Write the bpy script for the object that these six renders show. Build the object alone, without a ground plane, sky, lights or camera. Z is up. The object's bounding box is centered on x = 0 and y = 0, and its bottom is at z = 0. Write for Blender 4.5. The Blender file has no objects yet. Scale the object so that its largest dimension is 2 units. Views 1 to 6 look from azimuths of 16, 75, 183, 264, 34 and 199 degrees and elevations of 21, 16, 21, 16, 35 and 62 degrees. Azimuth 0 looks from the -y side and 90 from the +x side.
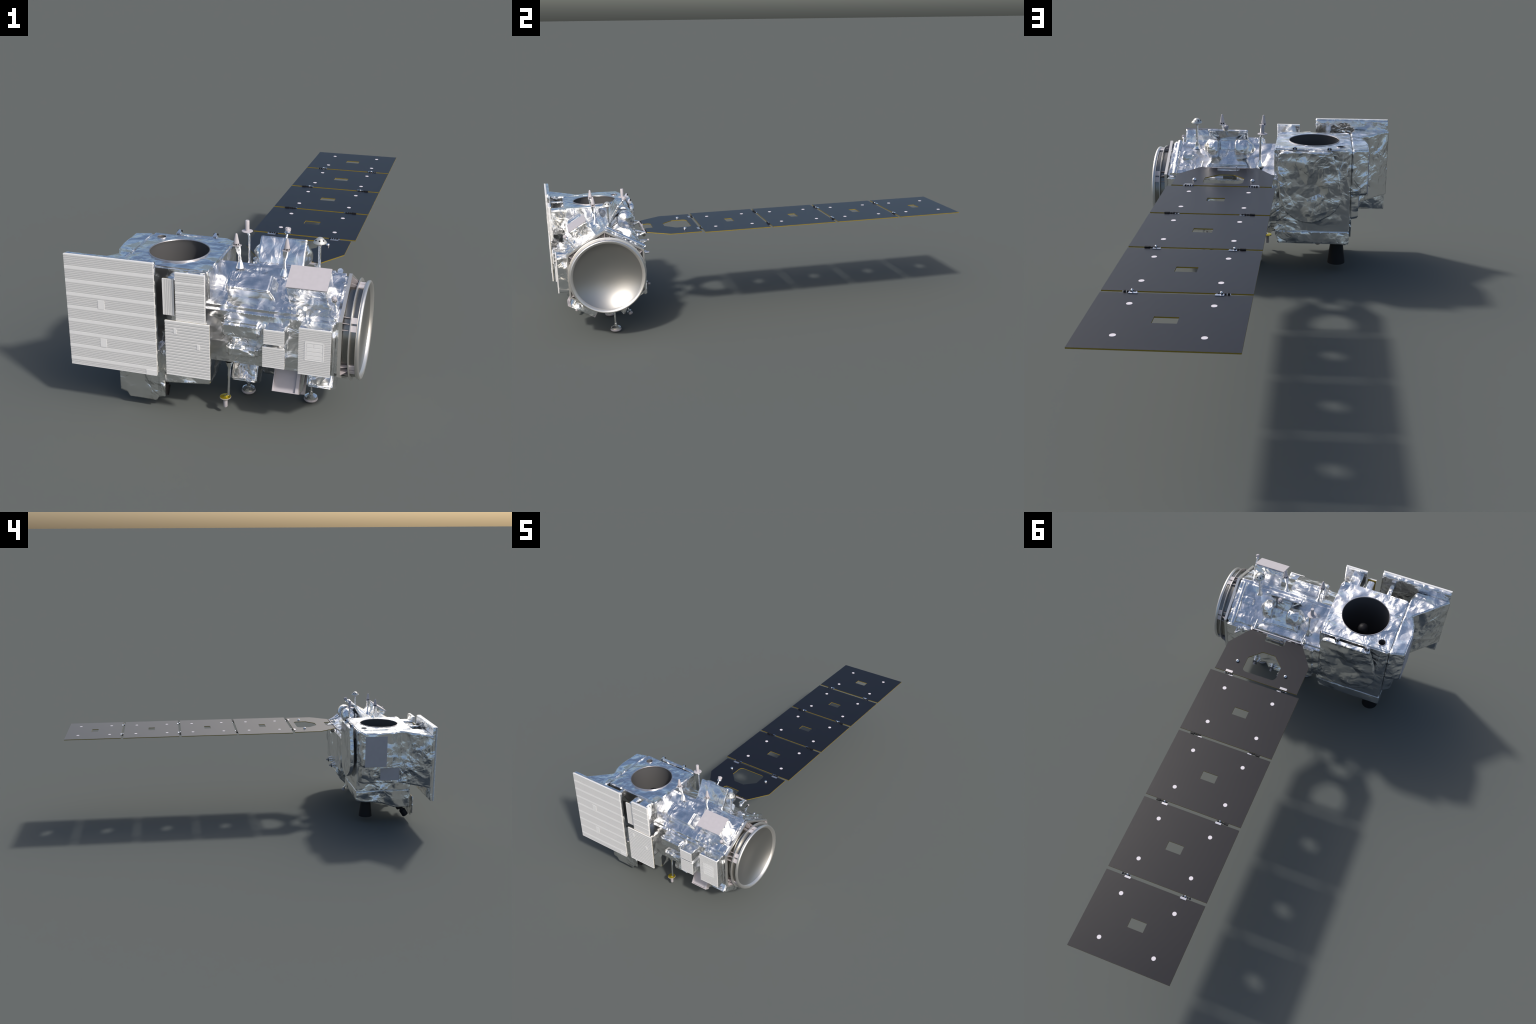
"""Earth observation satellite: hexagonal foil-wrapped bus, boxy instrument with an open
aperture, launch adapter ring, louvred radiators, small antennas and one long solar wing."""
import bpy, bmesh, math, random
from mathutils import Vector, noise, Matrix

random.seed(7)
COL = bpy.context.scene.collection

# ------------------------------------------------------------------ materials
def new_mat(name):
    m = bpy.data.materials.new(name)
    m.use_nodes = True
    nt = m.node_tree
    return m, nt, nt.nodes["Principled BSDF"]


def plain(name, col, rough=0.5, metal=0.0, grain=0.0, spec=None, scale=60.0):
    m, nt, b = new_mat(name)
    b.inputs["Base Color"].default_value = (*col, 1)
    b.inputs["Roughness"].default_value = rough
    b.inputs["Metallic"].default_value = metal
    if spec is not None:
        b.inputs["Specular IOR Level"].default_value = spec
    if grain:
        tc = nt.nodes.new("ShaderNodeTexCoord")
        nz = nt.nodes.new("ShaderNodeTexNoise")
        nz.inputs["Scale"].default_value = scale
        nz.inputs["Detail"].default_value = 4
        nt.links.new(tc.outputs["Object"], nz.inputs["Vector"])
        ramp = nt.nodes.new("ShaderNodeValToRGB")
        ramp.color_ramp.elements[0].position = 0.3
        ramp.color_ramp.elements[1].position = 0.7
        ramp.color_ramp.elements[0].color = (*[c * (1 - grain) for c in col], 1)
        ramp.color_ramp.elements[1].color = (*[min(1, c * (1 + grain)) for c in col], 1)
        nt.links.new(nz.outputs["Fac"], ramp.inputs["Fac"])
        nt.links.new(ramp.outputs["Color"], b.inputs["Base Color"])
    return m


def foil_material(name, strength=1.0, rough=0.25, base=(0.89, 0.895, 0.90)):
    """Crumpled aluminised blanket: creased facets plus long diagonal stretch folds."""
    m, nt, b = new_mat(name)
    N, L = nt.nodes.new, nt.links.new
    b.inputs["Base Color"].default_value = (*base, 1)
    b.inputs["Metallic"].default_value = 1.0
    tc = N("ShaderNodeTexCoord")
    warp = N("ShaderNodeTexNoise")
    warp.inputs["Scale"].default_value = 9.0
    warp.inputs["Detail"].default_value = 2.0
    L(tc.outputs["Object"], warp.inputs["Vector"])
    wsub = N("ShaderNodeVectorMath"); wsub.operation = "SUBTRACT"
    wsub.inputs[1].default_value = (0.5, 0.5, 0.5)
    L(warp.outputs["Color"], wsub.inputs[0])
    wscale = N("ShaderNodeVectorMath"); wscale.operation = "SCALE"
    wscale.inputs["Scale"].default_value = 0.10
    L(wsub.outputs[0], wscale.inputs[0])
    wadd = N("ShaderNodeVectorMath"); wadd.operation = "ADD"
    L(tc.outputs["Object"], wadd.inputs[0]); L(wscale.outputs[0], wadd.inputs[1])

    def fold(scale, rot, stretch, weight):
        mp = N("ShaderNodeMapping")
        mp.inputs["Rotation"].default_value = rot
        mp.inputs["Scale"].default_value = stretch
        L(wadd.outputs[0], mp.inputs["Vector"])
        v = N("ShaderNodeTexVoronoi")
        v.feature = "F1"
        v.distance = "MANHATTAN"
        v.inputs["Scale"].default_value = scale
        L(mp.outputs[0], v.inputs["Vector"])
        mul = N("ShaderNodeMath"); mul.operation = "MULTIPLY"
        mul.inputs[1].default_value = weight / scale
        L(v.outputs["Distance"], mul.inputs[0])
        return mul.outputs[0]

    parts = [fold(9, (0.5, 0.7, 0.3), (1, 1, 0.40), 0.085),
             fold(17, (0.2, -0.8, 0.6), (0.40, 1, 1), 0.080),
             fold(37, (0.9, 0.4, -0.5), (1, 0.35, 0.8), 0.078),
             fold(70, (0.3, 1.1, 0.8), (0.3, 1, 1), 0.045)]
    def crease(scale, rot, stretch, width, slope):
        """Thin pinched lines: the film dips along the borders of stretched cells."""
        mp = N("ShaderNodeMapping")
        mp.inputs["Rotation"].default_value = rot
        mp.inputs["Scale"].default_value = stretch
        L(wadd.outputs[0], mp.inputs["Vector"])
        v = N("ShaderNodeTexVoronoi")
        v.feature = "DISTANCE_TO_EDGE"
        v.inputs["Scale"].default_value = scale
        L(mp.outputs[0], v.inputs["Vector"])
        mn = N("ShaderNodeMath"); mn.operation = "MINIMUM"
        mn.inputs[1].default_value = width
        L(v.outputs["Distance"], mn.inputs[0])
        mu = N("ShaderNodeMath"); mu.operation = "MULTIPLY"
        mu.inputs[1].default_value = slope / scale
        L(mn.outputs[0], mu.inputs[0])
        return mu.outputs[0]

    parts += [crease(13, (0.7, 0.2, 1.1), (1, 0.45, 0.7), 0.055, 0.16),
              crease(26, (-0.4, 0.9, 0.2), (0.5, 1, 0.8), 0.07, 0.12)]
    # patches where the film lies nearly flat, beside patches that are tightly creased
    area = N("ShaderNodeTexNoise")
    area.inputs["Scale"].default_value = 6.0
    L(tc.outputs["Object"], area.inputs["Vector"])
    amap = N("ShaderNodeMapRange")
    amap.inputs["From Min"].default_value = 0.38
    amap.inputs["From Max"].default_value = 0.62
    amap.inputs["To Min"].default_value = 0.16
    amap.inputs["To Max"].default_value = 1.30
    L(area.outputs["Fac"], amap.inputs["Value"])
    s = parts[0]
    for q in parts[1:]:
        a = N("ShaderNodeMath"); a.operation = "ADD"
        L(s, a.inputs[0]); L(q, a.inputs[1]); s = a.outputs[0]
    mul = N("ShaderNodeMath"); mul.operation = "MULTIPLY"
    L(s, mul.inputs[0]); L(amap.outputs[0], mul.inputs[1])
    bump = N("ShaderNodeBump")
    bump.inputs["Strength"].default_value = strength
    bump.inputs["Distance"].default_value = 1.0
    L(mul.outputs[0], bump.inputs["Height"])
    L(bump.outputs[0], b.inputs["Normal"])
    rr = N("ShaderNodeMapRange")
    rr.inputs["To Min"].default_value = rough * 0.7
    rr.inputs["To Max"].default_value = rough * 1.35
    L(area.outputs["Fac"], rr.inputs["Value"])
    L(rr.outputs[0], b.inputs["Roughness"])
    return m


def cell_material():
    m, nt, b = new_mat("solar_cells")
    N, L = nt.nodes.new, nt.links.new
    tc = N("ShaderNodeTexCoord")
    br = N("ShaderNodeTexBrick")
    br.offset = 0.0
    br.inputs["Scale"].default_value = 1.0
    br.inputs["Brick Width"].default_value = 0.02
    br.inputs["Row Height"].default_value = 0.04
    br.inputs["Mortar Size"].default_value = 0.0008
    br.inputs["Color1"].default_value = (0.015, 0.02, 0.075, 1)
    br.inputs["Color2"].default_value = (0.02, 0.028, 0.09, 1)
    br.inputs["Mortar"].default_value = (0.3, 0.3, 0.32, 1)
    L(tc.outputs["Object"], br.inputs["Vector"])
    L(br.outputs["Color"], b.inputs["Base Color"])
    b.inputs["Roughness"].default_value = 0.25
    return m


FOIL = foil_material("crumpled_silver_foil")
FOIL_SOFT = foil_material("smooth_silver_foil", strength=0.55, rough=0.22)
SLAT = plain("radiator_slat_paint", (0.65, 0.65, 0.65), 0.5)
WHITE = plain("radiator_white_paint", (0.80, 0.80, 0.80), 0.45)
PINK = plain("pale_mauve_paint", (0.465, 0.44, 0.465), 0.5, grain=0.03)
STEEL = plain("brushed_steel", (0.24, 0.235, 0.22), 0.27, 0.95, grain=0.05, scale=25)
DECK = plain("deck_shaded_grey", (0.20, 0.195, 0.19), 0.45, 0.6)  # darkened metal: shade of the recessed corner pockets is put into the colour
BOWL = plain("spun_metal", (0.42, 0.415, 0.40), 0.42, 0.95)
BLACK = plain("black_paint", (0.010, 0.010, 0.012), 0.55, spec=0.25)
TUBE = plain("dark_baffle_paint", (0.115, 0.115, 0.118), 0.5, spec=0.3)
WING = plain("wing_face_sheet", (0.005, 0.005, 0.009), 0.36, 0.0, spec=0.45)
KAPTON = plain("kapton_edge", (0.28, 0.205, 0.022), 0.45, 0.3)
GOLD = plain("gold_film", (0.75, 0.58, 0.05), 0.3, 0.9)
CELLS = cell_material()
LIP = plain("pale_lip_metal", (0.68, 0.67, 0.65), 0.36, 0.85)
FIN = plain("gusset_paint", (0.34, 0.31, 0.32), 0.5)
RIM = plain("rim_metal", (0.45, 0.44, 0.46), 0.3, 0.85)
CHROME = plain("polished_metal", (0.75, 0.75, 0.78), 0.18, 1.0)
TAB = plain("hinge_tab", (0.62, 0.60, 0.62), 0.28, 0.9)
DOME = plain("antenna_dome", (0.60, 0.60, 0.57), 0.4, 0.6)
WHITEDOT = plain("white_tape", (0.66, 0.62, 0.66), 0.5)

# ------------------------------------------------------------------ builders
class Kit:
    """Collects simple solids into one mesh."""
    def __init__(self):
        self.v, self.f, self.m, self.s, self.mats = [], [], [], [], []

    def slot(self, mat):
        if mat not in self.mats:
            self.mats.append(mat)
        return self.mats.index(mat)

    def add(self, verts, faces, mat, smooth=False):
        o, k = len(self.v), self.slot(mat)
        self.v += [tuple(v) for v in verts]
        for f in faces:
            self.f.append([i + o for i in f]); self.m.append(k); self.s.append(smooth)

    def box(self, lo, hi, mat):
        (x0, y0, z0), (x1, y1, z1) = lo, hi
        v = [(x0, y0, z0), (x1, y0, z0), (x1, y1, z0), (x0, y1, z0),
             (x0, y0, z1), (x1, y0, z1), (x1, y1, z1), (x0, y1, z1)]
        self.add(v, BOXF, mat)

    def revolve(self, base, axis, prof, mat, seg=24, smooth=True, caps=True):
        """prof: list of (distance along axis, radius)."""
        base, a = Vector(base), Vector(axis).normalized()
        u = a.orthogonal().normalized(); w = a.cross(u)
        V, Fc = [], []
        for d, r in prof:
            for i in range(seg):
                t = 2 * math.pi * i / seg
                V.append(base + a * d + (u * math.cos(t) + w * math.sin(t)) * max(r, 1e-5))
        n = len(prof)
        for j in range(n - 1):
            for i in range(seg):
                k = (i + 1) % seg
                Fc.append([j * seg + i, j * seg + k, (j + 1) * seg + k, (j + 1) * seg + i])
        if caps:
            Fc.append(list(range(seg))[::-1])
            Fc.append([(n - 1) * seg + i for i in range(seg)])
        self.add(V, Fc, mat, smooth)

    def rod(self, a, b, r, mat, r2=None, seg=14):
        a, b = Vector(a), Vector(b)
        self.revolve(a, b - a, [(0, r), ((b - a).length, r if r2 is None else r2)], mat, seg)

    def path(self, pts, r, mat, seg=12):
        for a, b in zip(pts, pts[1:]):
            self.rod(a, b, r, mat, seg=seg)
        for p in pts[1:-1]:
            self.ball(p, r * 1.02, mat, 8)

    def ball(self, c, r, mat, seg=16, axis=(0, 0, 1), squash=1.0):
        n = max(5, seg // 2)
        prof = [(-r * squash * math.cos(math.pi * i / n), r * math.sin(math.pi * i / n)) for i in range(n + 1)]
        self.revolve(c, axis, prof, mat, seg, True, False)

    def prism(self, poly, offset, mat, mat_side=None):
        """poly: planar loop of 3D points, offset: extrusion vector."""
        n = len(poly); off = Vector(offset)
        P = [Vector(p) for p in poly]
        nrm = sum((P[i].cross(P[(i + 1) % n]) for i in range(n)), Vector())
        if nrm.dot(off) > 0:
            P.reverse()
        V = P + [p + off for p in P]
        self.add(V, [list(range(n)), [n + i for i in range(n)][::-1]], mat)
        self.add(V, [[(i + 1) % n, i, n + i, n + (i + 1) % n] for i in range(n)], mat_side or mat)

    def build(self, name, parent=None, bevel=0.0, stuff=False):
        me = bpy.data.meshes.new(name)
        me.from_pydata(self.v, [], self.f)
        for m in self.mats:
            me.materials.append(m)
        me.polygons.foreach_set("material_index", self.m)
        me.polygons.foreach_set("use_smooth", self.s)
        me.update()
        if any(self.s):
            me.set_sharp_from_angle(angle=math.radians(38))
        ob = bpy.data.objects.new(name, me)
        COL.objects.link(ob)
        if parent:
            ob.parent = parent
        if bevel:
            bm = bmesh.new(); bm.from_mesh(me)
            es = [e for e in bm.edges if len(e.link_faces) == 2 and e.calc_face_angle() > 0.6]
            bmesh.ops.bevel(bm, geom=es, offset=bevel, segments=2, affect="EDGES", clamp_overlap=True)
            bm.to_mesh(me); bm.free()
        if stuff:
            ob["kind"] = "stuff"
        return ob


BOXF = [[0, 3, 2, 1], [4, 5, 6, 7], [0, 1, 5, 4], [1, 2, 6, 5], [2, 3, 7, 6], [3, 0, 4, 7]]


def crumple(p, seed):
    """Height of the blanket folds at p: ridged noise at three sizes, unit about +-1."""
    q = p + noise.noise_vector(p * 6 + seed) * 0.035
    d = Vector((q.x + 0.5 * q.z, q.y - 0.4 * q.z, q.z * 0.6))
    h = 0.42 * (1 - 2.2 * abs(noise.noise(d * 10 + seed)))
    h += 0.26 * (1 - 2.2 * abs(noise.noise(Vector((q.x * 0.55, q.y, q.z + 0.6 * q.x)) * 24 + seed)))
    h += 0.15 * (1 - 2.2 * abs(noise.noise(q * 44 + seed * 2)))
    return h


def foil(name, verts, faces, parent=None, amp=0.0025, edge=0.008, bevel=0.004, mat=None, cut=None, keep=None):
    """Closed solid wrapped in crumpled blanket: rounded, finely split and displaced."""
    bm = bmesh.new()
    vs = [bm.verts.new(v) for v in verts]
    for f in faces:
        bm.faces.new([vs[i] for i in f])
    bmesh.ops.recalc_face_normals(bm, faces=bm.faces[:])
    if bevel:
        es = [e for e in bm.edges if e.calc_face_angle(0) > 0.3]
        bmesh.ops.bevel(bm, geom=es, offset=bevel, segments=2, affect="EDGES", clamp_overlap=True)
    bmesh.ops.triangulate(bm, faces=bm.faces[:])
    for _ in range(9):
        long = [e for e in bm.edges if e.calc_length() > edge]
        if not long:
            break
        bmesh.ops.subdivide_edges(bm, edges=long, cuts=1)
        bmesh.ops.triangulate(bm, faces=[f for f in bm.faces if len(f.verts) > 3])
    bm.normal_update()
    seed = Vector((random.uniform(-50, 50), random.uniform(-50, 50), random.uniform(-50, 50)))
    moves = [(v, v.normal * (0.7 * amp * crumple(v.co, seed))) for v in bm.verts]
    for v, d in moves:
        v.co += d
    for f in bm.faces:
        f.smooth = True
    me = bpy.data.meshes.new(name)
    bm.to_mesh(me); bm.free()
    me.materials.append(mat or FOIL)
    ob = bpy.data.objects.new(name, me)
    COL.objects.link(ob)
    if parent:
        ob.parent = parent
    if cut:
        tools = []
        for k in cut:
            t = k.build("cutter")
            tools.append(t)
            md = ob.modifiers.new("hole", "BOOLEAN")
            md.object, md.operation, md.solver = t, "DIFFERENCE", "EXACT"
        dg = bpy.context.evaluated_depsgraph_get()
        me2 = bpy.data.meshes.new_from_object(ob.evaluated_get(dg))
        ob.modifiers.clear()
        ob.data = me2
        me2.set_sharp_from_angle(angle=math.radians(60))
        for t in tools:
            bpy.data.objects.remove(t)
    return ob


def foil_box(name, lo, hi, parent=None, **k):
    (x0, y0, z0), (x1, y1, z1) = lo, hi
    v = [(x0, y0, z0), (x1, y0, z0), (x1, y1, z0), (x0, y1, z0),
         (x0, y0, z1), (x1, y0, z1), (x1, y1, z1), (x0, y1, z1)]
    return foil(name, v, BOXF, parent, **k)


def foil_prism(name, poly, offset, parent=None, **k):
    n = len(poly); off = Vector(offset)
    v = [Vector(p) for p in poly] + [Vector(p) + off for p in poly]
    f = [list(range(n)), list(range(n, 2 * n))] + [[i, (i + 1) % n, n + (i + 1) % n, n + i] for i in range(n)]
    return foil(name, v, f, parent, **k)


# bus axis and facet frame: every bus side is addressed by its outward angle (0 = +y, 90 = up)
AY, AZ = -0.764, 0.325
APO, RAD = 0.1690, 0.1952


def F(ang, x, n, t):
    a = math.radians(ang)
    return Vector((x, AY + n * math.cos(a) - t * math.sin(a), AZ + n * math.sin(a) + t * math.cos(a)))


def fvec(ang, n, t):
    return F(ang, 0, n, t) - F(ang, 0, 0, 0)


def facet_verts(ang, x0, x1, n0, n1, t0, t1):
    return [F(ang, x, n, t) for n, x, t in ((n0, x0, t0), (n0, x1, t0), (n0, x1, t1), (n0, x0, t1),
                                           (n1, x0, t0), (n1, x1, t0), (n1, x1, t1), (n1, x0, t1))]


def facet_foil(name, ang, x0, x1, n0, n1, t0, t1, parent, **k):
    return foil(name, facet_verts(ang, x0, x1, n0, n1, t0, t1), BOXF, parent, **k)


def sheet_with_holes(outer, holes, z_top, thick):
    """Flat board with real cut-outs: fill the face between the loops, then give it depth."""
    bm = bmesh.new()
    edges = []
    loops = [outer] + holes
    for lp in loops:
        vs = [bm.verts.new((x, y, z_top)) for x, y in lp]
        edges += [bm.edges.new((vs[i], vs[(i + 1) % len(vs)])) for i in range(len(vs))]
    bmesh.ops.triangle_fill(bm, edges=edges, use_beauty=True, use_dissolve=False, normal=(0, 0, 1))
    for f in bm.faces:
        if f.normal.z < 0:
            f.normal_flip()
    top = bm.faces[:]
    r = bmesh.ops.extrude_face_region(bm, geom=top)
    vs = [g for g in r["geom"] if isinstance(g, bmesh.types.BMVert)]
    bmesh.ops.translate(bm, verts=vs, vec=(0, 0, -thick))
    bm.normal_update()
    bmesh.ops.recalc_face_normals(bm, faces=bm.faces[:])
    for f in bm.faces:
        f.material_index = 0 if f.normal.z > 0.5 else (2 if f.normal.z < -0.5 else 1)
    return bm


def finish(bm, name, parent, mats):
    me = bpy.data.meshes.new(name)
    bm.to_mesh(me); bm.free()
    for m_ in mats:
        me.materials.append(m_)
    ob = bpy.data.objects.new(name, me)
    ob.parent = parent
    COL.objects.link(ob)
    return ob


# ------------------------------------------------------------------ the thing
sat = bpy.data.objects.new("satellite", None)
COL.objects.link(sat)
sat["label"] = "silver foil wrapped Earth observation satellite with single dark solar wing"
sat["category"] = "satellite"

# ---- bus: hexagonal prism
hexa = [(math.cos(math.radians(90 + 60 * i)), math.sin(math.radians(90 + 60 * i))) for i in range(6)]
end_hole = Kit(); end_hole.revolve((0.385, AY, AZ), (1, 0, 0), [(0, 0.1580), (0.2, 0.1580)], BLACK, 48)
bus = foil_prism("bus", [(-0.03, AY + c * RAD, AZ + s * RAD) for c, s in hexa], (0.456, 0, 0), sat,
                 amp=0.0030, edge=0.0062, bevel=0.010, cut=[end_hole])

# ---- instrument housing: box with a lower skirt that deepens toward the rear
X0, X1, Y0, Y1, ZT = -0.321, -0.010, -0.915, -0.610, 0.536
AX, AYC, AR = -0.168, -0.762, 0.105        # aperture centre and radius
lower = [(Y1, 0.188), (Y1, 0.134), (-0.640, 0.125), (-0.705, 0.122), (-0.770, 0.108), (-0.825, 0.087), (Y0, 0.085)]
inst_hole = Kit(); inst_hole.revolve((AX, AYC, 0.25), (0, 0, 1), [(-0.050, AR + 0.009), (0.274, AR + 0.008), (0.285, AR + 0.001), (0.5, AR + 0.001)], BLACK, 48)
pin_hole = Kit(); pin_hole.revolve((-0.278, -0.652, 0.47), (0, 0, 1), [(0, 0.0165), (0.2, 0.0165)], BLACK, 24)
instrument = foil_box("instrument_housing", (X0, Y0, 0.186), (X1, Y1, ZT), sat,
                      amp=0.0026, edge=0.0065, bevel=0.006, cut=[inst_hole, pin_hole])
# skirt: tapers in at the +x side, its floor follows the `lower` profile
sk = []
for y, z in lower:
    sk.append((y, z))
n = len(sk) + 1
prof_l = [(y, z) for y, z in sk] + [(Y0, 0.188)]
vL = [(X0, y, z) for y, z in prof_l]
vR = [(X1 - (0.188 - z) * (0.27 if y > -0.75 else 0.02), y, max(z, z + 0.032 * (1 if y < -0.75 else 0))) for y, z in prof_l]
m = len(prof_l)
foil("instrument_skirt", vL + vR,
     [list(range(m)), list(range(m, 2 * m))] + [[i, (i + 1) % m, m + (i + 1) % m, m + i] for i in range(m)],
     instrument, amp=0.0022, edge=0.0075, bevel=0.003)

# aperture tube (open at the top) with floor and hub
k = Kit()
tube = [(0.0, 0.001), (0.0, AR - 0.004), (0.185, AR - 0.003), (0.186, AR + 0.003), (0.0, AR + 0.002)]
k.revolve((AX, AYC, 0.2600), (0, 0, 1), [(-0.020, 0.001), (-0.020, AR + 0.006), (0.262, AR + 0.005), (0.2785, AR - 0.002)], TUBE, 48, caps=False)
k.revolve((AX, AYC, 0.3535), (0, 0, 1), [(0.184, AR - 0.002), (0.1862, AR - 0.0008), (0.1862, AR + 0.0016), (0.178, AR + 0.0030)],
          RIM, 48, caps=False)
for a in (22, 190):
    c, s = math.cos(math.radians(a)), math.sin(math.radians(a))
    k.box((AX + c * (AR - 0.006) - 0.003, AYC + s * (AR - 0.006) - 0.003, 0.36), (AX + c * (AR - 0.006) + 0.003, AYC + s * (AR - 0.006) + 0.003, 0.44), TUBE)
k.build("aperture_tube", instrument)
k = Kit()
k.ball((AX + 0.004, AYC, 0.443), 0.0265, BLACK, 24)
k.rod((AX + 0.004, AYC, 0.242), (AX + 0.004, AYC, 0.44), 0.012, BLACK)
k.build("mirror_hub", instrument)
k = Kit()
k.revolve((-0.278, -0.652, 0.482), (0, 0, 1), [(0, 0.001), (0, 0.0150), (0.056, 0.0150)], TUBE, 24, caps=False)
k.revolve((-0.278, -0.652, 0.482), (0, 0, 1), [(0.0555, 0.0150), (0.0572, 0.0155), (0.0572, 0.0172), (0.050, 0.018)], RIM, 24, caps=False)
k.build("sight_tube", instrument)

# aperture door hanging in front of the housing, with two hinges
door = [(-0.243, 0.531), (-0.052, 0.529), (-0.035, 0.524), (-0.027, 0.507), (-0.027, 0.400), (-0.034, 0.345), (-0.047, 0.305),
        (-0.068, 0.272), (-0.098, 0.248), (-0.128, 0.237), (-0.160, 0.234), (-0.200, 0.244), (-0.235, 0.263),
        (-0.264, 0.288), (-0.280, 0.318), (-0.286, 0.350), (-0.284, 0.390), (-0.272, 0.440)]
foil_prism("aperture_door", [(x, -0.5985, z) for x, z in door], (0, 0.019, 0), instrument, amp=0.0022, edge=0.006, bevel=0.002)
for x in (-0.231, -0.093):
    k = Kit()
    k.box((x - 0.006, -0.606, 0.530), (x + 0.006, -0.584, 0.540), CHROME)
    k.prism([(x - 0.011, -0.603, 0.536), (x + 0.011, -0.603, 0.536), (x + 0.003, -0.597, 0.549), (x - 0.003, -0.597, 0.549)], (0, 0.008, 0), CHROME)
    k.rod((x - 0.0085, -0.588, 0.543), (x - 0.003, -0.588, 0.543), 0.0038, BLACK)
    k.rod((x + 0.003, -0.588, 0.543), (x + 0.0085, -0.588, 0.543), 0.0038, BLACK)
    k.build("door_hinge", instrument)

# side bay on the -x face: upper block, lower block, wedge running out to the radiator
foil_prism("side_bay", [(x, y, 0.343) for x, y in ((-0.3245, -0.613), (-0.346, -0.618), (-0.389, -0.630), (-0.390, -0.734),
                                                 (-0.384, -0.786), (-0.372, -0.812), (-0.360, -0.842), (-0.3245, -0.860))],
           (0, 0, 0.191), instrument, amp=0.002, edge=0.007, bevel=0.004)
foil_prism("side_bay_foot", [(x, y, 0.242) for x, y in ((-0.3245, -0.614), (-0.356, -0.634), (-0.3595, -0.735), (-0.3595, -0.838), (-0.3245, -0.86))],
           (0, 0, 0.108), instrument, amp=0.002, edge=0.007, bevel=0.004)
foil_prism("radiator_shroud", [(x, y, 0.245) for x, y in ((-0.3245, -0.805), (-0.345, -0.805), (-0.361, -0.840), (-0.4935, -0.977), (-0.338, -0.977), (-0.3245, -0.930))],
           (0, 0, 0.290), instrument, amp=0.0022, edge=0.007, bevel=0.003)
k = Kit()
k.prism([(-0.3930, -0.636, 0.346), (-0.3930, -0.756, 0.346), (-0.3930, -0.756, 0.514), (-0.3930, -0.636, 0.516)], (0.005, 0, 0), PINK)
k.build("access_panel", instrument)
k = Kit()
k.box((-0.3640, -0.834, 0.259), (-0.357, -0.731, 0.329), PINK)
k.build("access_panel", instrument)

# ---- ribbed radiators: cross-section of bands and slats, drawn out along x
def ribbed(name, x0, x1, z0, z1, y, depth, period, band, slats, parent, patches=(), vertical=False, back=None):
    k = Kit()
    span = (x1 - x0) if vertical else (z1 - z0)
    base = 0.0012
    prof = []                                   # (start, end, proud)
    p = span * 0.0
    rim = 0.0035
    prof.append((0, rim, 0.0, True)); p = rim
    end = span - rim
    i = 0
    while p < end - 1e-5:
        for s in range(slats):
            w = (period - band) / slats
            a, b = p, min(p + w * 0.62, end)
            if b > a:
                prof.append((a, b, 0.0, False))
            p = min(p + w, end)
        if band and p < end - band:
            prof.append((p, p + band, 0.0, True)); p += band
        i += 1
        if i > 200:
            break
    prof.append((end, span, 0.0, True))
    for a, b, q, white in prof:
        mt = WHITE if white else SLAT
        if vertical:
            k.box((x0 + a, y, z0), (x0 + b, y + 0.004, z1), mt)
        else:
            k.box((x0, y, z1 - b), (x1, y + 0.004, z1 - a), mt)
    k.box((x0 + 0.0004, y + base, z0 + 0.0004), (x1 - 0.0004, y + depth, z1 - 0.0004), SLAT)
    for u0, u1, w0, w1 in patches:
        k.box((x0 + (x1 - x0) * u0, y - 0.0009, z1 - (z1 - z0) * w1), (x0 + (x1 - x0) * u1, y + 0.003, z1 - (z1 - z0) * w0), WHITE)
    return k.build(name, parent)


big = ribbed("radiator", -0.486, -0.1705, 0.172, 0.580, -0.9998, 0.008, 0.0480, 0.0105, 6, instrument,
             patches=((0.362, 0.435, 0.377, 0.457), (0.363, 0.434, 0.725, 0.80), (0.878, 1.0, 0.953, 1.0)))
foil_box("radiator_backing", (-0.4855, -0.9917, 0.1725), (-0.171, -0.978, 0.5795), instrument, amp=0.0012, edge=0.008, bevel=0.002)
k = Kit()
for i in range(9):
    k.box((-0.1712, -0.9975, 0.21 + i * 0.042), (-0.1690, -0.9925, 0.222 + i * 0.042), SLAT)
k.build("radiator_clip", instrument, stuff=True)
ribbed("radiator", -0.100, 0.0, 0.384, 0.553, -0.992, 0.009, 0.034, 0.006, 4, instrument)
ribbed("radiator", -0.1365, 0.0170, 0.1850, 0.3845, -0.9995, 0.0055, 0.0102, 0.0, 1, instrument,
       patches=((0.20, 0.262, 0.135, 0.225), (0.722, 0.782, 0.375, 0.467)))
ribbed("radiator", -0.1475, -0.1085, 0.396, 0.524, -0.983, 0.006, 0.0062, 0.0, 1, instrument, vertical=True)
foil_box("radiator_backing", (-0.0995, -0.983, 0.3845), (-0.0005, -0.978, 0.5525), instrument, amp=0.0008, edge=0.006, bevel=0.0015)
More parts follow.
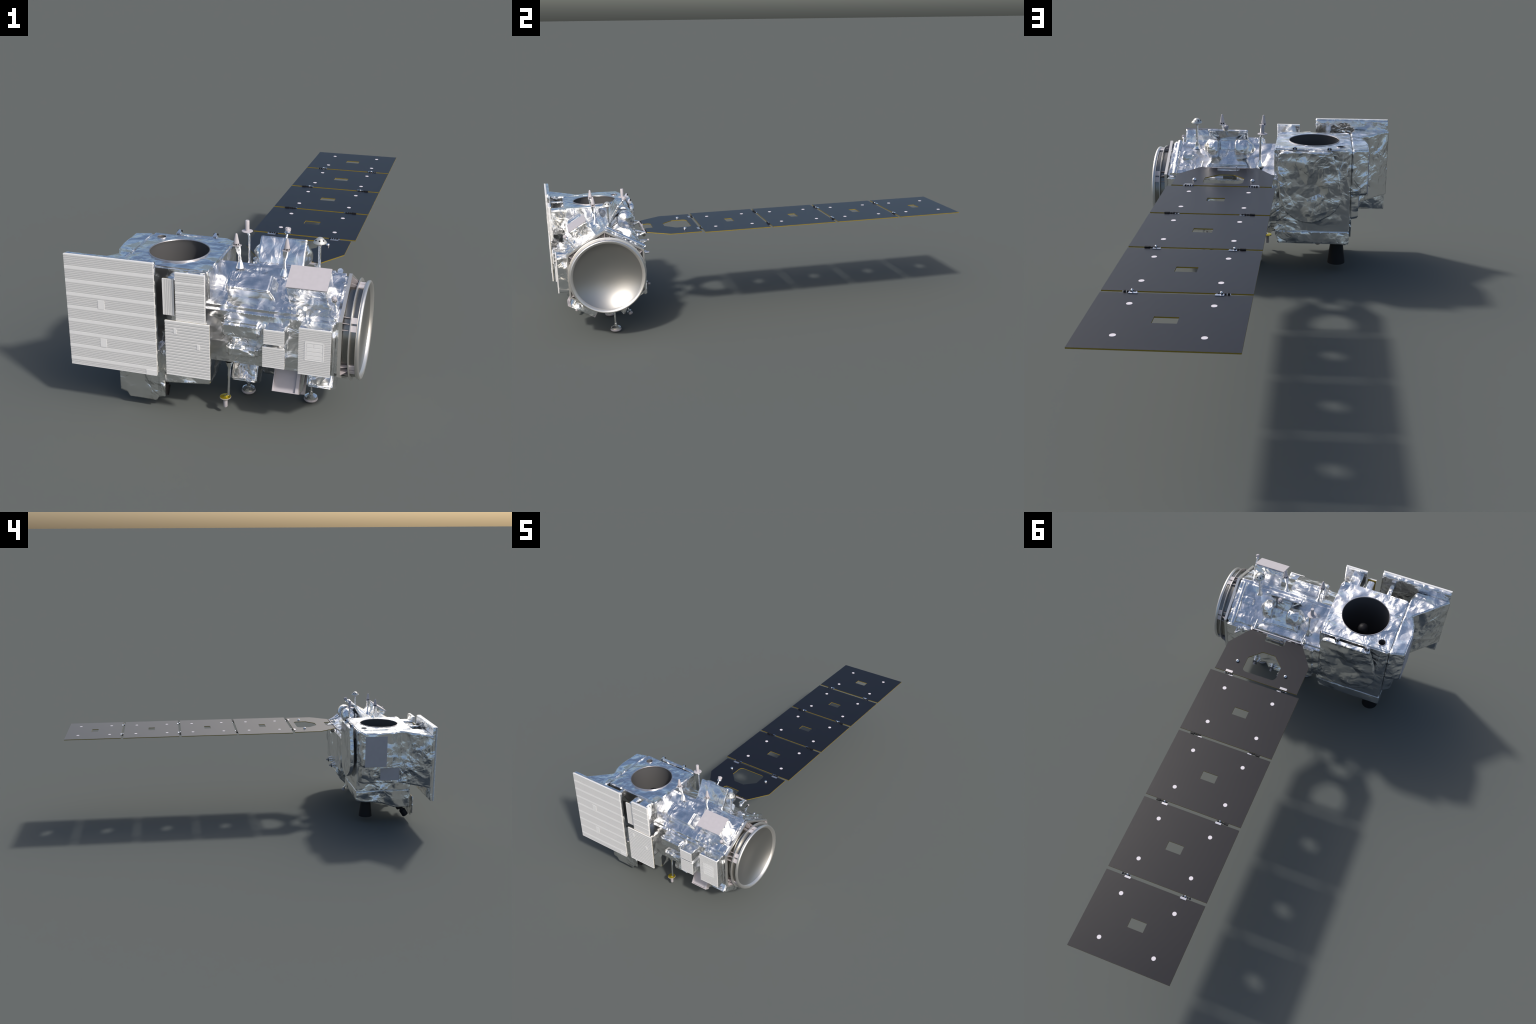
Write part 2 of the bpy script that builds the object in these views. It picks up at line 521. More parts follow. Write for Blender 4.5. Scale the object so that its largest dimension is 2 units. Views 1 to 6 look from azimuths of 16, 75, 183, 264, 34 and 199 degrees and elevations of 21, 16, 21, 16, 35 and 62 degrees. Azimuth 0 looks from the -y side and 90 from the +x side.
# kapton faced stand-offs behind them
foil_box("radiator_mount", (-0.086, -0.984, 0.405), (-0.036, -0.905, 0.527), instrument, amp=0.0018, bevel=0.003)
foil_box("radiator_mount", (-0.142, -0.978, 0.400), (-0.114, -0.905, 0.518), instrument, amp=0.0012, bevel=0.003)
foil_box("radiator_mount", (-0.115, -0.990, 0.215), (-0.020, -0.905, 0.345), instrument, amp=0.002, bevel=0.003)
foil_box("radiator_mount", (-0.234, -0.980, 0.495), (-0.216, -0.905, 0.531), instrument, amp=0.002, bevel=0.003)
k = Kit()
k.box((-0.147, -0.9768, 0.3965), (-0.109, -0.9745, 0.5235), KAPTON)
k.box((-0.1362, -0.9942, 0.1853), (0.0167, -0.9934, 0.3842), KAPTON)
k.build("radiator_insulation", instrument)
foil_box("radiator_backing", (-0.1358, -0.9932, 0.1857), (0.0163, -0.9880, 0.3838), instrument, amp=0.0008, edge=0.006, bevel=0.0015)

# notched thermal flap below the radiators
flap = [(-0.341, 0.150), (-0.341, 0.055), (-0.316, 0.048), (-0.307, 0.033), (-0.206, 0.032), (-0.198, 0.046), (-0.173, 0.052), (-0.173, 0.150)]
foil_prism("thermal_flap", [(x, -0.930, z) for x, z in flap], (0, 0.006, 0), instrument, amp=0.0012, edge=0.006, bevel=0.001)
foil_prism("flap_bracket", [(-0.190, -0.925, 0.14), (-0.190, -0.978, 0.19), (-0.190, -0.978, 0.26), (-0.190, -0.905, 0.26)], (0.02, 0, 0), instrument, amp=0.001, bevel=0.002)

# downward nozzle and the little tilted thrusters
k = Kit()
k.revolve((-0.273, -0.675, 0.135), (0, 0, -1), [(0, 0.026), (0.03, 0.0285), (0.105, 0.0375), (0.105, 0.034), (0.02, 0.02)], BLACK, 28)
k.build("engine_nozzle", instrument)
for x in (-0.312, -0.192):
    k = Kit()
    k.revolve((x, -0.868, 0.080), (0, -0.55, -0.83), [(0, 0.011), (0.012, 0.012), (0.014, 0.0175), (0.050, 0.0175), (0.050, 0.0145), (0.02, 0.008)], BLACK, 20)
    k.revolve((x, -0.850, 0.085), (0, -0.55, -0.83), [(0, 0.006), (0.012, 0.006)], BLACK, 12)
    k.build("thruster", instrument)

# ------------------------------------------------------------------ launch adapter
CY, CZ = AY + 0.0005, 0.3235


def hex_loop(r):
    return [(c * r, s_ * r) for c, s_ in hexa]


def ring_loop(r, seg=48):
    return [(r * math.cos(2 * math.pi * i / seg), r * math.sin(2 * math.pi * i / seg)) for i in range(seg)]


TO_X = Matrix(((0, 0, 1, 0), (1, 0, 0, AY), (0, 1, 0, AZ), (0, 0, 0, 1)))
bm_ = sheet_with_holes(hex_loop(0.1970), [hex_loop(0.1885)], 0.4370, 0.0105); bm_.transform(TO_X)
adapter = finish(bm_, "launch_adapter", sat, [LIP, LIP, LIP])
bm_ = sheet_with_holes(hex_loop(0.1890), [ring_loop(0.1595)], 0.4290, 0.002); bm_.transform(TO_X)
finish(bm_, "adapter_deck", adapter, [DECK, DECK, DECK])
k = Kit()
k.revolve((0, CY, CZ), (1, 0, 0), [(0.430, 0.1610), (0.4575, 0.1600), (0.4578, 0.1600), (0.4622, 0.1615),
                                   (0.4800, 0.1600)], STEEL, 72, caps=False)
k.revolve((0, CY, CZ), (1, 0, 0), [(0.4798, 0.1590), (0.4800, 0.1645), (0.4825, 0.1670), (0.4870, 0.1682), (0.4912, 0.1668), (0.4935, 0.1635), (0.4932, 0.1600),
                                   (0.4905, 0.1565), (0.4870, 0.1535), (0.4815, 0.1505)], LIP, 72, caps=False)
k.revolve((0, CY, CZ), (1, 0, 0), [(0.4572, 0.1580), (0.4580, 0.1715), (0.4590, 0.1735), (0.4610, 0.1735), (0.4620, 0.1715), (0.4626, 0.1580)], LIP, 72, caps=False)
k.build("separation_ring", adapter)
k = Kit()
bowl = []
RB, DB = 0.1512, 0.006
for i in range(25):
    u = 1 - i / 24
    bowl.append((0.4820 - DB * (1 - u * u), RB * u))
k.revolve((0, CY, CZ), (1, 0, 0), bowl + [(d - 0.003, r) for d, r in bowl[::-1]], BOWL, 72, caps=False)
dome = k.build("adapter_dome", adapter)
# the spun dish is shaded as a rolled bowl: its normals lean inward toward the rim
nrm = []
for v in dome.data.vertices:
    dy, dz = v.co.y - CY, v.co.z - CZ
    r = math.hypot(dy, dz)
    t = math.radians(43) * min(1.0, r / RB) ** 1.15
    q = Vector((math.cos(t), -math.sin(t) * dy / max(r, 1e-6), -math.sin(t) * dz / max(r, 1e-6)))
    nrm.append(q)
back = len(bowl) * 72
dome.data.normals_split_custom_set_from_vertices([tuple(q if i < back else -q) for i, q in enumerate(nrm)])
for i in range(6):
    a0 = 90 + 60 * i
    kb = Kit()
    for da in (-4.6, 4.6):
        a = math.radians(a0 + da)
        er, et = Vector((0, math.cos(a), math.sin(a))), Vector((0, -math.sin(a), math.cos(a)))
        c = Vector((0.4622, CY, CZ))
        q = [c + er * 0.1590 - et * 0.0098, c + er * 0.1590 + et * 0.0098, c + er * 0.1642 + et * 0.0098, c + er * 0.1642 - et * 0.0098]
        kb.prism(q, (0.0172, 0, 0), PINK)
    kb.build("clamp_block", adapter)
    kg = Kit()
    for da in (-7, 0, 7):
        a = math.radians(a0 + da)
        er, et = Vector((0, math.cos(a), math.sin(a))), Vector((0, -math.sin(a), math.cos(a)))
        c = Vector((0, CY, CZ)) - et * 0.0008
        ro = 0.188 if da == 0 else 0.174
        kg.prism([c + er * 0.155 + Vector((0.4293, 0, 0)), c + er * ro + Vector((0.4293, 0, 0)), c + er * ro + Vector((0.4365, 0, 0)),
                  c + er * 0.1690 + Vector((0.4578, 0, 0)), c + er * 0.155 + Vector((0.4578, 0, 0))], et * 0.0016, FIN)
    kg.build("gusset", adapter)

# ------------------------------------------------------------------ boxes on the bus sides
# slanted facet toward -y (angle 120)
vb = facet_verts(120, 0.045, 0.190, 0.150, 0.214, -0.026, 0.046)
for i in (1, 2):
    vb[i] = vb[i] + Vector((0.020, 0, 0))
foil("electronics_box", vb, BOXF, bus, amp=0.0021, edge=0.006, bevel=0.004)
star = facet_foil("sensor_box", 120, 0.2485, 0.3805, 0.150, 0.2385, -0.052, 0.036, bus, amp=0.002, edge=0.006, bevel=0.003)
k = Kit()
k.prism([F(120, x, 0.2385, t) for x, t in ((0.247, -0.0538), (0.382, -0.0538), (0.382, 0.0375), (0.247, 0.0375))], fvec(120, 0.003, 0), PINK)
k.build("sensor_cover", bus)
for x, t in ((0.255, 0.062), (0.285, 0.066), (0.30, 0.052), (0.345, 0.060)):
    facet_foil("blanket_pad", 120, x, x + 0.016, 0.160, 0.1745, t, t + 0.011, bus, amp=0.001, edge=0.005, bevel=0.003)
# side toward -y (angle 180)
foil_box("electronics_box", (0.045, -0.966, 0.336), (0.174, -0.920, 0.389), bus, amp=0.0020, edge=0.006, bevel=0.008)
foil_box("electronics_box", (0.060, -0.964, 0.262), (0.168, -0.920, 0.304), bus, amp=0.0020, edge=0.006, bevel=0.009)


def louver(x0, x1, z0, z1, yf, pitch, frame=False):
    foil_box("louver_box", (x0 + 0.0006, yf + 0.004, z0 + 0.0006), (x1 - 0.0006, -0.920, z1 - 0.0006), bus, amp=0.0012, edge=0.006, bevel=0.002)
    if not frame:
        return ribbed("louver", x0, x1, z0, z1, yf, 0.0045, pitch, 0.0, 1, bus)
    p = ribbed("louver", x0, x1, z0, z1, yf, 0.0045, pitch, 0.0, 1, bus)
    w, h = x1 - x0, z1 - z0
    k = Kit()
    fx0, fx1, fz0, fz1 = x0 + 0.20 * w, x0 + 0.80 * w, z1 - 0.68 * h, z1 - 0.27 * h
    k.box((fx0, yf + 0.0006, fz0), (fx1, yf + 0.002, fz1), WHITE)
    fr = 0.005
    k.box((fx0, yf - 0.0005, fz1 - fr), (fx1, yf + 0.001, fz1), WHITE)
    k.box((fx0, yf - 0.0005, fz0), (fx1, yf + 0.001, fz0 + fr * 0.6), WHITE)
    k.box((fx0, yf - 0.0006, fz0), (fx0 + fr * 0.7, yf + 0.001, fz1), WHITE)
    k.box((fx1 - fr * 0.7, yf - 0.0006, fz0), (fx1, yf + 0.001, fz1), WHITE)
    ix0, ix1 = fx0 + fr * 1.1, fx1 - fr * 1.1
    rows = 4
    rh = (fz1 - fz0 - fr * 2.2) / rows
    for r in range(rows):
        za = fz1 - fr * 1.3 - rh * (r + 1) + 0.0012
        zb = fz1 - fr * 1.3 - rh * r - 0.0012
        if r == 0:
            mid = ix0 + (ix1 - ix0) * 0.46
            k.box((ix0, yf - 0.0005, za), (mid - 0.001, yf + 0.001, zb), WHITE)
            k.box((mid + 0.001, yf - 0.0005, za), (ix1, yf + 0.001, zb), WHITE)
        else:
            k.box((ix0, yf - 0.0005, za), (ix1, yf + 0.001, zb), WHITE)
    k.build("louver_frame", bus)
    return p


louver(0.308, 0.412, 0.2455, 0.4085, -0.981, 0.0062, frame=True)
louver(0.196, 0.264, 0.342, 0.392, -0.992, 0.0066)
louver(0.191, 0.264, 0.256, 0.328, -0.986, 0.0066)

# padded blanket on the sides facing the wing
foil_prism("side_blanket", [(x, -0.604, z) for x, z in ((0.005, 0.207), (0.424, 0.207), (0.424, 0.412), (0.005, 0.412))], (0, 0.016, 0), bus,
           amp=0.0025, edge=0.0065, bevel=0.004)
facet_foil("side_blanket", 300, 0.005, 0.420, 0.160, 0.180, -0.080, 0.094, bus, amp=0.0025, edge=0.0065, bevel=0.005)
# undersides
facet_foil("electronics_box", 240, 0.056, 0.144, 0.150, 0.227, -0.015, 0.060, bus, amp=0.0021, edge=0.006, bevel=0.004)
facet_foil("electronics_box", 240, 0.327, 0.412, 0.150, 0.213, -0.070, 0.045, bus, amp=0.0021, edge=0.006, bevel=0.004)
# hanging block: full depth over most of its length, then a wedge-shaped nose
pa = [(-0.605, 0.225), (-0.583, 0.180), (-0.612, 0.130), (-0.660, 0.085), (-0.702, 0.066), (-0.735, 0.160)]
pb = [(-0.655, 0.205), (-0.668, 0.125), (-0.676, 0.087), (-0.686, 0.058), (-0.700, 0.090), (-0.712, 0.170)]
sec = [(0.118, pa), (0.215, pa), (0.275, pb)]
foil("electronics_box", [(x, y, z) for x, p in sec for y, z in p],
     [list(range(6)), list(range(12, 18))] + [[o + i, o + (i + 1) % 6, o + 6 + (i + 1) % 6, o + 6 + i] for o in (0, 6) for i in range(6)],
     bus, amp=0.003, edge=0.006, bevel=0.003)
k = Kit()                                       # pale sensor hood: two open end frames
def hood_pt(x, n_, t):
    return F(240, x, n_, t)
for t0, t1 in ((-0.064, -0.036), (0.046, 0.073)):
    for (xa, xb, na, nb) in ((0.213, 0.2155, 0.150, 0.245), (0.2915, 0.302, 0.150, 0.245), (0.213, 0.302, 0.150, 0.154)):
        k.add(facet_verts(240, xa, xb, na, nb, t0, t1), BOXF, PINK)
    k.add(facet_verts(240, 0.2155, 0.2915, 0.2425, 0.245, t0, t1), BOXF, PINK)
    tm = t0 + 0.009 if t0 < 0 else 0.5 * (t0 + t1)
    k.add(facet_verts(240, 0.2155, 0.2915, 0.154, 0.2425, tm, tm + 0.002), BOXF, PINK)
k.build("sensor_hood", bus)
facet_foil("hood_blanket", 240, 0.2165, 0.299, 0.150, 0.239, -0.034, 0.045, bus, amp=0.002, edge=0.006, bevel=0.006)

# ---- drum housing on the facet toward the wing (angle 60)
k = Kit()
sheet_prof = [(-0.746, 0.505), (-0.735, 0.512), (-0.684, 0.593), (-0.677, 0.589), (-0.690, 0.562), (-0.722, 0.512), (-0.736, 0.500)]
foil_prism("visor", [(0.103, y, z) for y, z in sheet_prof], (0.162, 0, 0), bus, amp=0.0018, edge=0.006, bevel=0.0015)
for xa, xb in ((0.104, 0.150), (0.264, 0.222)):       # folded cheeks running back from the visor's ends
    a, b_, c = Vector((xa, -0.683, 0.586)), Vector((xb, -0.676, 0.548)), Vector((xa, -0.722, 0.512))
    d = Vector((0.004 if xb > xa else -0.004, -0.004, 0.0))
    foil_prism("visor_cheek", [a, b_, c], d, bus, amp=0.001, edge=0.006, bevel=0.0008)
foil_prism("drive_cover", [(0.149, y, z) for y, z in ((-0.718, 0.520), (-0.700, 0.553), (-0.690, 0.549), (-0.664, 0.480), (-0.664, 0.455), (-0.720, 0.470))],
           (0.070, 0, 0), bus, amp=0.002, edge=0.006, bevel=0.003)
# low base under the drums: a wedge that narrows toward the visor
vb = [F(60, x, n_, t) for n_, x, t in ((0.150, 0.098, -0.056), (0.150, 0.267, -0.056), (0.150, 0.225, 0.050), (0.150, 0.145, 0.050),
                                       (0.186, 0.098, -0.056), (0.186, 0.267, -0.056), (0.206, 0.225, 0.020), (0.206, 0.145, 0.020))]
foil("drive_base", vb, BOXF, bus, amp=0.0025, edge=0.006, bevel=0.004)


def drum(prof, seg=48):
    """Foil wrapped drum on an axis along the bus, with a blunt cone at its outer end."""
    V, Fc = [], []
    for x, r in prof:
        for i in range(seg):
            a = 2 * math.pi * i / seg
            V.append((x, -0.651 + r * 0.94 * math.cos(a), 0.521 + r * 0.96 * math.sin(a)))
    n_ = len(prof)
    for j in range(n_ - 1):
        for i in range(seg):
            q = (i + 1) % seg
            Fc.append([j * seg + i, j * seg + q, (j + 1) * seg + q, (j + 1) * seg + i])
    Fc += [list(range(seg))[::-1], [(n_ - 1) * seg + i for i in range(seg)]]
    return V, Fc


for prof in ([(0.070, 0.004), (0.078, 0.018), (0.102, 0.040), (0.110, 0.0425), (0.146, 0.0425), (0.151, 0.036), (0.152, 0.004)],
             [(0.217, 0.004), (0.218, 0.036), (0.224, 0.0420), (0.252, 0.0420), (0.258, 0.040), (0.276, 0.016), (0.279, 0.004)]):
    dv, df = drum(prof)
    foil("drive_drum", dv, df, bus, amp=0.0022, edge=0.006, bevel=0.0)
facet_foil("blanket_pad", 60, 0.328, 0.372, 0.160, 0.183, 0.001, 0.030, bus, amp=0.001, edge=0.005, bevel=0.003)
# rolled blanket edge beside the adapter
k = Kit()
k.rod(F(60, 0.394, 0.176, 0.088), F(60, 0.394, 0.176, -0.102), 0.0095, FOIL_SOFT, seg=20)
k.build("blanket_roll", bus)

# ---- wing root: bar, posts, struts, motor
k = Kit()
k.box((0.048, -0.5685, 0.4585), (0.289, -0.5645, 0.4645), PINK)
k.box((0.048, -0.5685, 0.4350), (0.0515, -0.5645, 0.4600), PINK)
for x in (0.274, 0.246, 0.064, 0.092):
    k.rod((x - 0.009, -0.5610, 0.4625), (x + 0.009, -0.5610, 0.4625), 0.0032, BLACK)
k.rod((0.156, -0.562, 0.428), (0.192, -0.562, 0.428), 0.0085, STEEL)
k.rod((0.138, -0.562, 0.428), (0.154, -0.562, 0.428), 0.0115, STEEL)
k.box((0.1375, -0.566, 0.428), (0.1405, -0.560, 0.470), PINK)
yoke_bar = k.build("wing_bar", sat)
k = Kit()
for x in (0.058, 0.280):
    k.rod((x, -0.598, 0.448), (x, -0.567, 0.461), 0.0048, FOIL_SOFT)
    k.rod((x, -0.612, 0.475), (x, -0.567, 0.462), 0.0042, FOIL_SOFT)
    k.ball((x, -0.600, 0.452), 0.010, FOIL_SOFT, 14)
k.rod((0.300, -0.596, 0.430), (0.292, -0.560, 0.428), 0.0048, FOIL_SOFT)
k.rod((0.300, -0.596, 0.412), (0.292, -0.562, 0.424), 0.0042, FOIL_SOFT)
k.rod((0.292, -0.560, 0.428), (0.292, -0.552, 0.428), 0.0048, PINK)
k.build("wing_strut", bus)

# ------------------------------------------------------------------ solar wing
ZW, TW = 0.4650, 0.0038
XC = 0.1690


yoke_outer = [(0.357, -0.311), (-0.0185, -0.311), (-0.0185, -0.459), (0.0475, -0.558), (0.125, -0.558), (0.1225, -0.531), (0.133, -0.520),
              (0.206, -0.520), (0.2115, -0.525), (0.214, -0.558), (0.2905, -0.558), (0.357, -0.459)]
yoke_hole = [(0.245, -0.414), (0.196, -0.463), (0.139, -0.463), (0.0930, -0.414), (0.0930, -0.362), (0.097, -0.349), (0.107, -0.341),
             (0.230, -0.340), (0.241, -0.345), (0.245, -0.356)]
wing = finish(sheet_with_holes(yoke_outer, [yoke_hole], ZW, TW), "solar_wing", sat, [WING, KAPTON, WING])
W2, PL = 0.2025, 0.1575
panel_bm = sheet_with_holes([(-W2, -PL), (W2, -PL), (W2, PL), (-W2, PL)],
                            [[(-0.0315, -0.0185), (0.0315, -0.0185), (0.0315, 0.0185), (-0.0315, 0.0185)]], 0.0, TW)
panel0 = finish(panel_bm, "solar_panel", wing, [WING, KAPTON, CELLS])
PY = [-0.1400, 0.1865, 0.5145, 0.8425]
panels = [panel0]
for _ in PY[1:]:
    c = panel0.copy(); c.parent = wing; COL.objects.link(c); panels.append(c)
for p, y in zip(panels, PY):
    p.location = (XC, y, ZW)
kd = Kit(); kd.revolve((0, 0, -0.0005), (0, 0, 1), [(0, 0.0083), (0.0011, 0.0080)], WHITEDOT, 24)
dot0 = kd.build("tie_down_disc", wing)
first = True
for y in PY:
    for dx in (-0.1088, 0.1088):
        for dy in (-0.0895, 0.0895):
            d = dot0 if first else dot0.copy()
            if not first:
                d.parent = wing; COL.objects.link(d)
            d.location = (XC + dx, y + dy, ZW); first = False
k0 = Kit(); k0.ball((0, 0, 0), 0.0080, CHROME, 20)
for i, x in enumerate((0.280, 0.059)):
    if i == 0:
        s0 = k0.build("latch_stud", wing); o = s0
    else:
        o = s0.copy(); o.parent = wing; COL.objects.link(o)
    o.location = (x, -0.3785, ZW + 0.001)


def hinge(x, y, flip, plate, dark, lug):
    k = Kit()
    s = -1 if flip else 1
    if plate:                                    # pale doubler on the inner board
        k.box((x - 0.0155, y - 0.0185, -0.001), (x + 0.0155, y - 0.0075, 0.0015), TAB)
    for i in range(4):
        xx = x + s * (-0.0135 + i * 0.009) - s * 0.005 * (1 if plate else 0)
        k.rod((xx - 0.003, y, 0.0006), (xx + 0.003, y, 0.0006), 0.0042 if i % 2 else 0.0032, BLACK, seg=10)
    k.rod((x - 0.019, y, 0.0006), (x + 0.019, y, 0.0006), 0.0016, BLACK if dark else CHROME, seg=8)
    if dark:
        k.box((x + s * 0.020 - 0.008, y - 0.005, -0.003), (x + s * 0.020 + 0.008, y + 0.004, 0.004), BLACK)
    if lug:
        k.box((x - s * 0.010 - 0.012, y + 0.004, -0.001), (x - s * 0.010 + 0.012, y + 0.0125, 0.002), CHROME)
        k.ball((x - s * 0.006, y - 0.001, 0.004), 0.0042, CHROME, 10)
    else:
        k.box((x - s * 0.014 - 0.009, y + 0.003, -0.002), (x - s * 0.014 + 0.009, y + 0.0075, 0.001), CHROME)
    o = k.build("wing_hinge", wing)
    o.location = (0, 0, ZW)


for j, y in enumerate((-0.3040, 0.0230, 0.3505, 0.6785)):
    for x, fl in ((0.293, False), (0.0445, True)):
        hinge(x, y, fl, j == 0, j in (1, 2), j in (2, 3))

# ------------------------------------------------------------------ antennas
def cone_antenna(x, y, foot, side):
    k = Kit()
    zt = 0.5925
    k.prism([(x - 0.010, y - 0.010, zt - 0.003), (x + 0.010, y - 0.010, zt - 0.003), (x + 0.010, y + 0.010, zt - 0.003), (x - 0.010, y + 0.010, zt - 0.003)], (0, 0, 0.003), PINK)
    k.box((x + side * 0.009 - 0.006, y - 0.006, zt - 0.0028), (x + side * 0.009 + 0.008, y + 0.006, zt - 0.0002), PINK)
    f = Vector(foot)
    top = Vector((x + side * 0.004, y, zt - 0.003))
    mid = f.lerp(top, 0.5)
    mid.x = f.x
    k.revolve(mid, top - mid, [(0, 0.0045), ((top - mid).length * 0.45, 0.0085), ((top - mid).length, 0.0095)], FOIL_SOFT, 8, smooth=False)
    k.rod(f, mid, 0.0062, FOIL_SOFT, 0.0048)
    k.revolve(f - Vector((0, 0, 0.012)), (0, 0, 1), [(0, 0.017), (0.010, 0.012), (0.026, 0.006)], FOIL_SOFT, 9, smooth=False)
    mast = k.build("cone_antenna_mast", bus)
    k = Kit()
    k.revolve((x, y, zt), (0, 0, 1), [(0, 0.0088), (0.006, 0.0088)], BLACK, 20)
    for i in range(7):
        a = i * 2 * math.pi / 7
        k.box((x + 0.0088 * math.cos(a) - 0.0012, y + 0.0088 * math.sin(a) - 0.0012, zt), (x + 0.0088 * math.cos(a) + 0.0012, y + 0.0088 * math.sin(a) + 0.0012, zt + 0.006), PINK)
    k.revolve((x, y, zt + 0.006), (0, 0, 1), [(0, 0.0095), (0.003, 0.0095), (0.030, 0.0042), (0.0325, 0.0035), (0.034, 0.0018)], PINK, 24)
    k.build("antenna_cone", bus)


cone_antenna(0.0465, -0.793, (0.056, -0.782, 0.520), 1)
cone_antenna(0.2205, -0.792, (0.211, -0.788, 0.512), -1)

k = Kit()                                        # pepper-pot antenna
x, y = 0.319, -0.735
k.revolve((x, y, 0.5965), (0, 0, 1), [(0, 0.0065), (0.011, 0.0065)], PINK, 20)
k.revolve((x, y, 0.606), (0, 0, 1), [(0, 0.0200), (0.0015, 0.0228), (0.0032, 0.0228), (0.0095, 0.0185), (0.0145, 0.0130), (0.0180, 0.0095), (0.0200, 0.0060), (0.0208, 0.0005)], DOME, 32)
for i in range(7):
    a = 0.3 + i * 2 * math.pi / 7
    c = Vector((x + 0.0160 * math.cos(a), y + 0.0160 * math.sin(a), 0.6180))
    k.revolve(c, (math.cos(a) * 0.7, math.sin(a) * 0.7, 0.72), [(-0.002, 0.0028), (0.0006, 0.0028)], BLACK, 14)
k.build("dome_antenna", bus)
k = Kit()
k.rod((x, y, 0.515), (x, y, 0.598), 0.0052, FOIL_SOFT)
k.revolve((x, y, 0.500), (0, 0, 1), [(0, 0.017), (0.012, 0.011), (0.028, 0.0052)], FOIL_SOFT, 10, smooth=False)
k.build("dome_antenna_mast", bus)

def rod_antenna(x, y, z_disc, z_tip, foot, disc_mat):
    s = 1 if z_tip > z_disc else -1
    k = Kit()
    k.revolve((x, y, z_disc), (0, 0, s), [(-0.001, 0.0180), (0.0005, 0.0200), (0.002, 0.0195), (0.003, 0.0160), (0.0032, 0.0076),
                                          (abs(z_tip - z_disc) - 0.002, 0.0076), (abs(z_tip - z_disc), 0.0062)], PINK, 28)
    if disc_mat is not PINK:
        k.revolve((x, y, z_disc), (0, 0, s), [(-0.0022, 0.0175), (-0.0012, 0.0192), (0.0030, 0.0194)], disc_mat, 28)
    k.build("rod_antenna", bus)
    k = Kit()
    f = Vector(foot)
    k.path([Vector((x, y, z_disc)), Vector((f.x * 0.8 + x * 0.2, f.y, z_disc - s * 0.014)), f], 0.0046, FOIL_SOFT)
    k.revolve(f - Vector((0, 0, s * 0.012)), (0, 0, s), [(0, 0.014), (0.012, 0.010), (0.028, 0.0045)], FOIL_SOFT, 9, smooth=False)
    k.build("rod_antenna_mast", bus)


rod_antenna(0.040, -0.640, 0.587, 0.6275, (0.050, -0.641, 0.464), PINK)
rod_antenna(0.036, -0.895, 0.0665, 0.027, (0.053, -0.901, 0.198), GOLD)

def nozzle_ball(c, d, root, r=0.0105, name="sun_sensor"):
    """Ball of small sensor heads on a foil neck."""
    c, d = Vector(c), Vector(d).normalized()
    k = Kit()
    k.ball(c, r, PINK, 14)
    u = d.orthogonal().normalized(); w = d.cross(u)
    for i in range(5):
        a = i * 2 * math.pi / 5
        e = (u * math.cos(a) + w * math.sin(a)) * 0.8 + d * 0.55
        k.revolve(c, e, [(0, r * 0.42), (r * 1.05, r * 0.42), (r * 1.08, r * 0.3), (r * 0.8, r * 0.28)], PINK, 10)
    k.revolve(c + d * (-r * 1.5), d, [(0, r * 0.5), (r * 0.5, r * 1.1), (r * 0.9, r * 0.9)], FOIL_SOFT, 12)
    k.rod(Vector(root), c - d * r * 1.2, 0.0042, FOIL_SOFT, 0.0038)
    return k.build(name, bus)


nozzle_ball((0.188, -0.647, 0.609), (0, 0.45, 0.9), (0.187, -0.676, 0.575))
nozzle_ball((0.409, -0.933, 0.500), (0.1, -0.5, 0.85), F(120, 0.409, 0.165, 0.050), r=0.0085)
nozzle_ball((0.186, -0.647, 0.043), (0, 0.5, -0.85), (0.186, -0.690, 0.180), r=0.010)


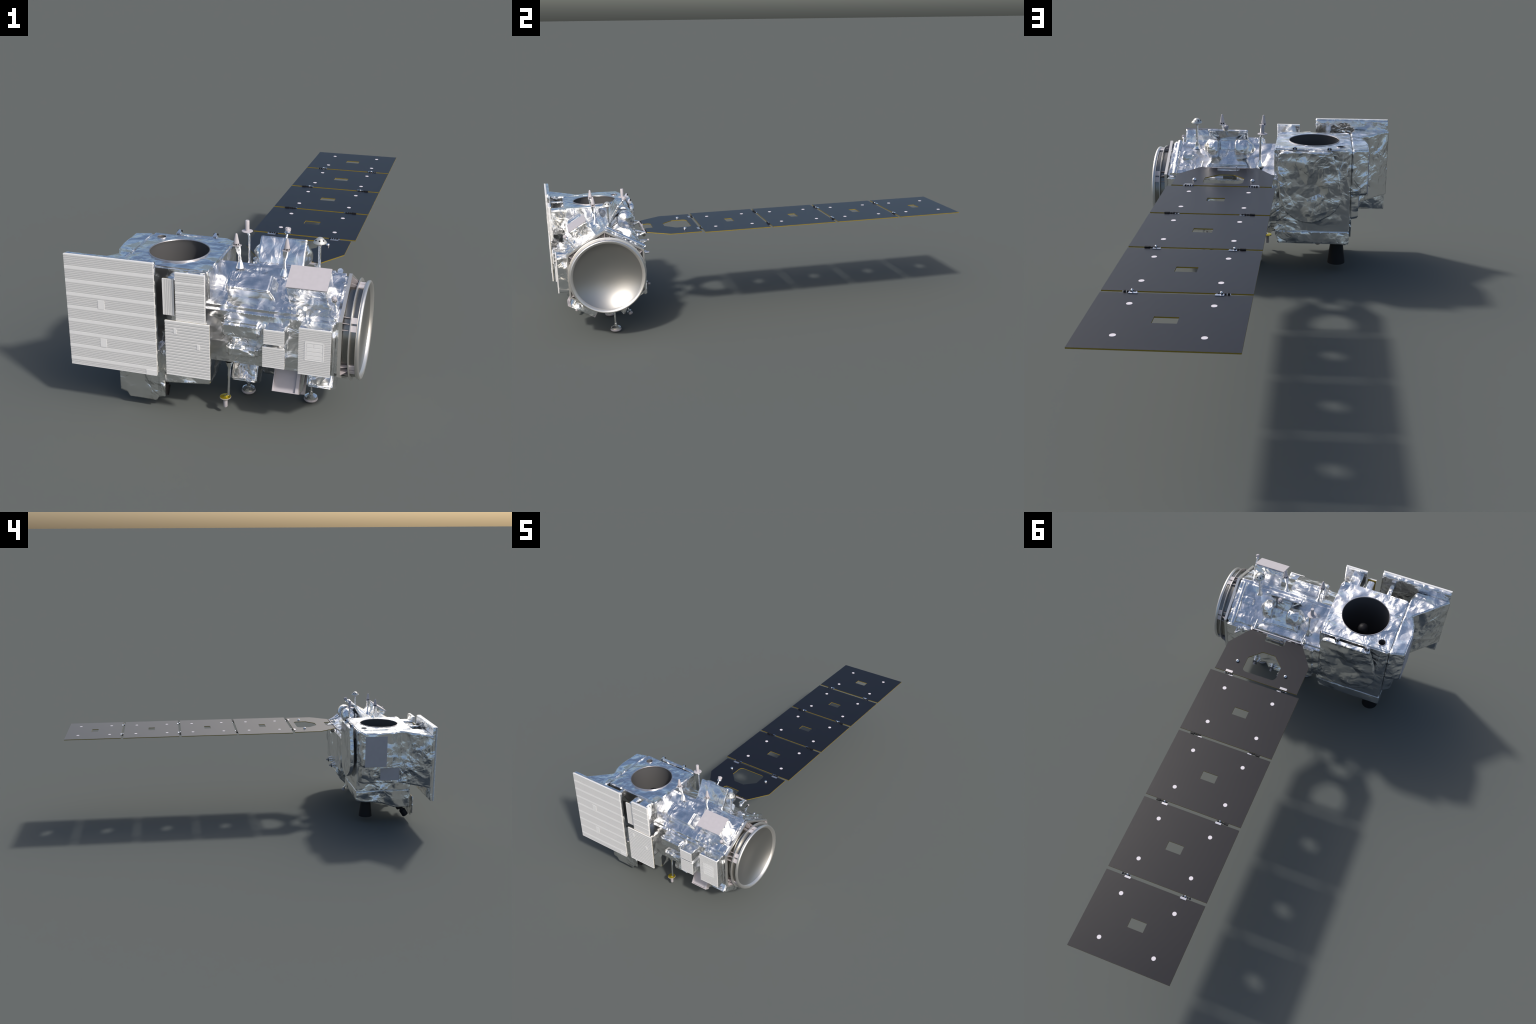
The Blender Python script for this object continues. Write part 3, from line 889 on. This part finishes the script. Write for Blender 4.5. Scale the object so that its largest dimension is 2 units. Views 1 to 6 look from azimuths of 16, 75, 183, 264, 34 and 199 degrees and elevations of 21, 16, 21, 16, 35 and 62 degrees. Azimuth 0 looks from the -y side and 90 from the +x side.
def patch_puck(x, y, root):
    k = Kit()
    k.revolve((x, y, 0.0), (0, 0, 1), [(0, 0.014), (0.0025, 0.0215), (0.008, 0.0255), (0.0135, 0.0245), (0.0145, 0.0225)], PINK, 32)
    k.revolve((x, y, 0.014), (0, 0, 1), [(0, 0.0235), (0.006, 0.0225), (0.010, 0.016), (0.0125, 0.0075), (0.026, 0.0065)], FOIL_SOFT, 18)
    k.build("puck_antenna", bus)
    k = Kit()
    k.rod((x, y, 0.03), root, 0.0045, FOIL_SOFT)
    k.ball(Vector(root), 0.009, FOIL_SOFT, 10)
    k.build("puck_antenna_mast", bus)


patch_puck(0.304, -0.730, (0.304, -0.733, 0.148))
patch_puck(0.074, -0.736, (0.074, -0.744, 0.142))


def thruster_pack(x, y, z):
    """Small cluster on the +y side: plate, nozzle and foil struts."""
    k = Kit()
    k.box((x - 0.010, y - 0.006, z - 0.014), (x + 0.010, y - 0.002, z + 0.006), TUBE)
    k.revolve((x + 0.001, y - 0.002, z - 0.003), (0, 1, 0), [(0, 0.0048), (0.006, 0.0042), (0.007, 0.0048), (0.0105, 0.0048)], PINK, 14)
    for dx, dz in ((-0.022, 0.006), (0.003, 0.018), (-0.012, -0.014), (0.012, -0.008)):
        k.rod((x + dx * 0.4, y - 0.005, z + dz * 0.4), (x + dx, -0.599, z + dz), 0.0035, FOIL_SOFT, 0.0045)
    k.ball((x - 0.01, -0.594, z + 0.002), 0.011, FOIL_SOFT, 12)
    return k.build("thruster_pack", bus)


thruster_pack(0.278, -0.563, 0.214)
thruster_pack(0.196, -0.566, 0.200)
k = Kit()
k.rod((0.346, -0.592, 0.406), (0.346, -0.574, 0.413), 0.0050, FOIL_SOFT)
k.rod((0.346, -0.590, 0.398), (0.370, -0.570, 0.390), 0.0045, FOIL_SOFT)
k.rod((0.372, -0.592, 0.390), (0.372, -0.564, 0.390), 0.0052, CHROME)
k.ball((0.360, -0.592, 0.402), 0.011, FOIL_SOFT, 12)
k.rod((0.330, -0.594, 0.385), (0.346, -0.576, 0.408), 0.0042, FOIL_SOFT)
k.build("thruster_pack", bus)
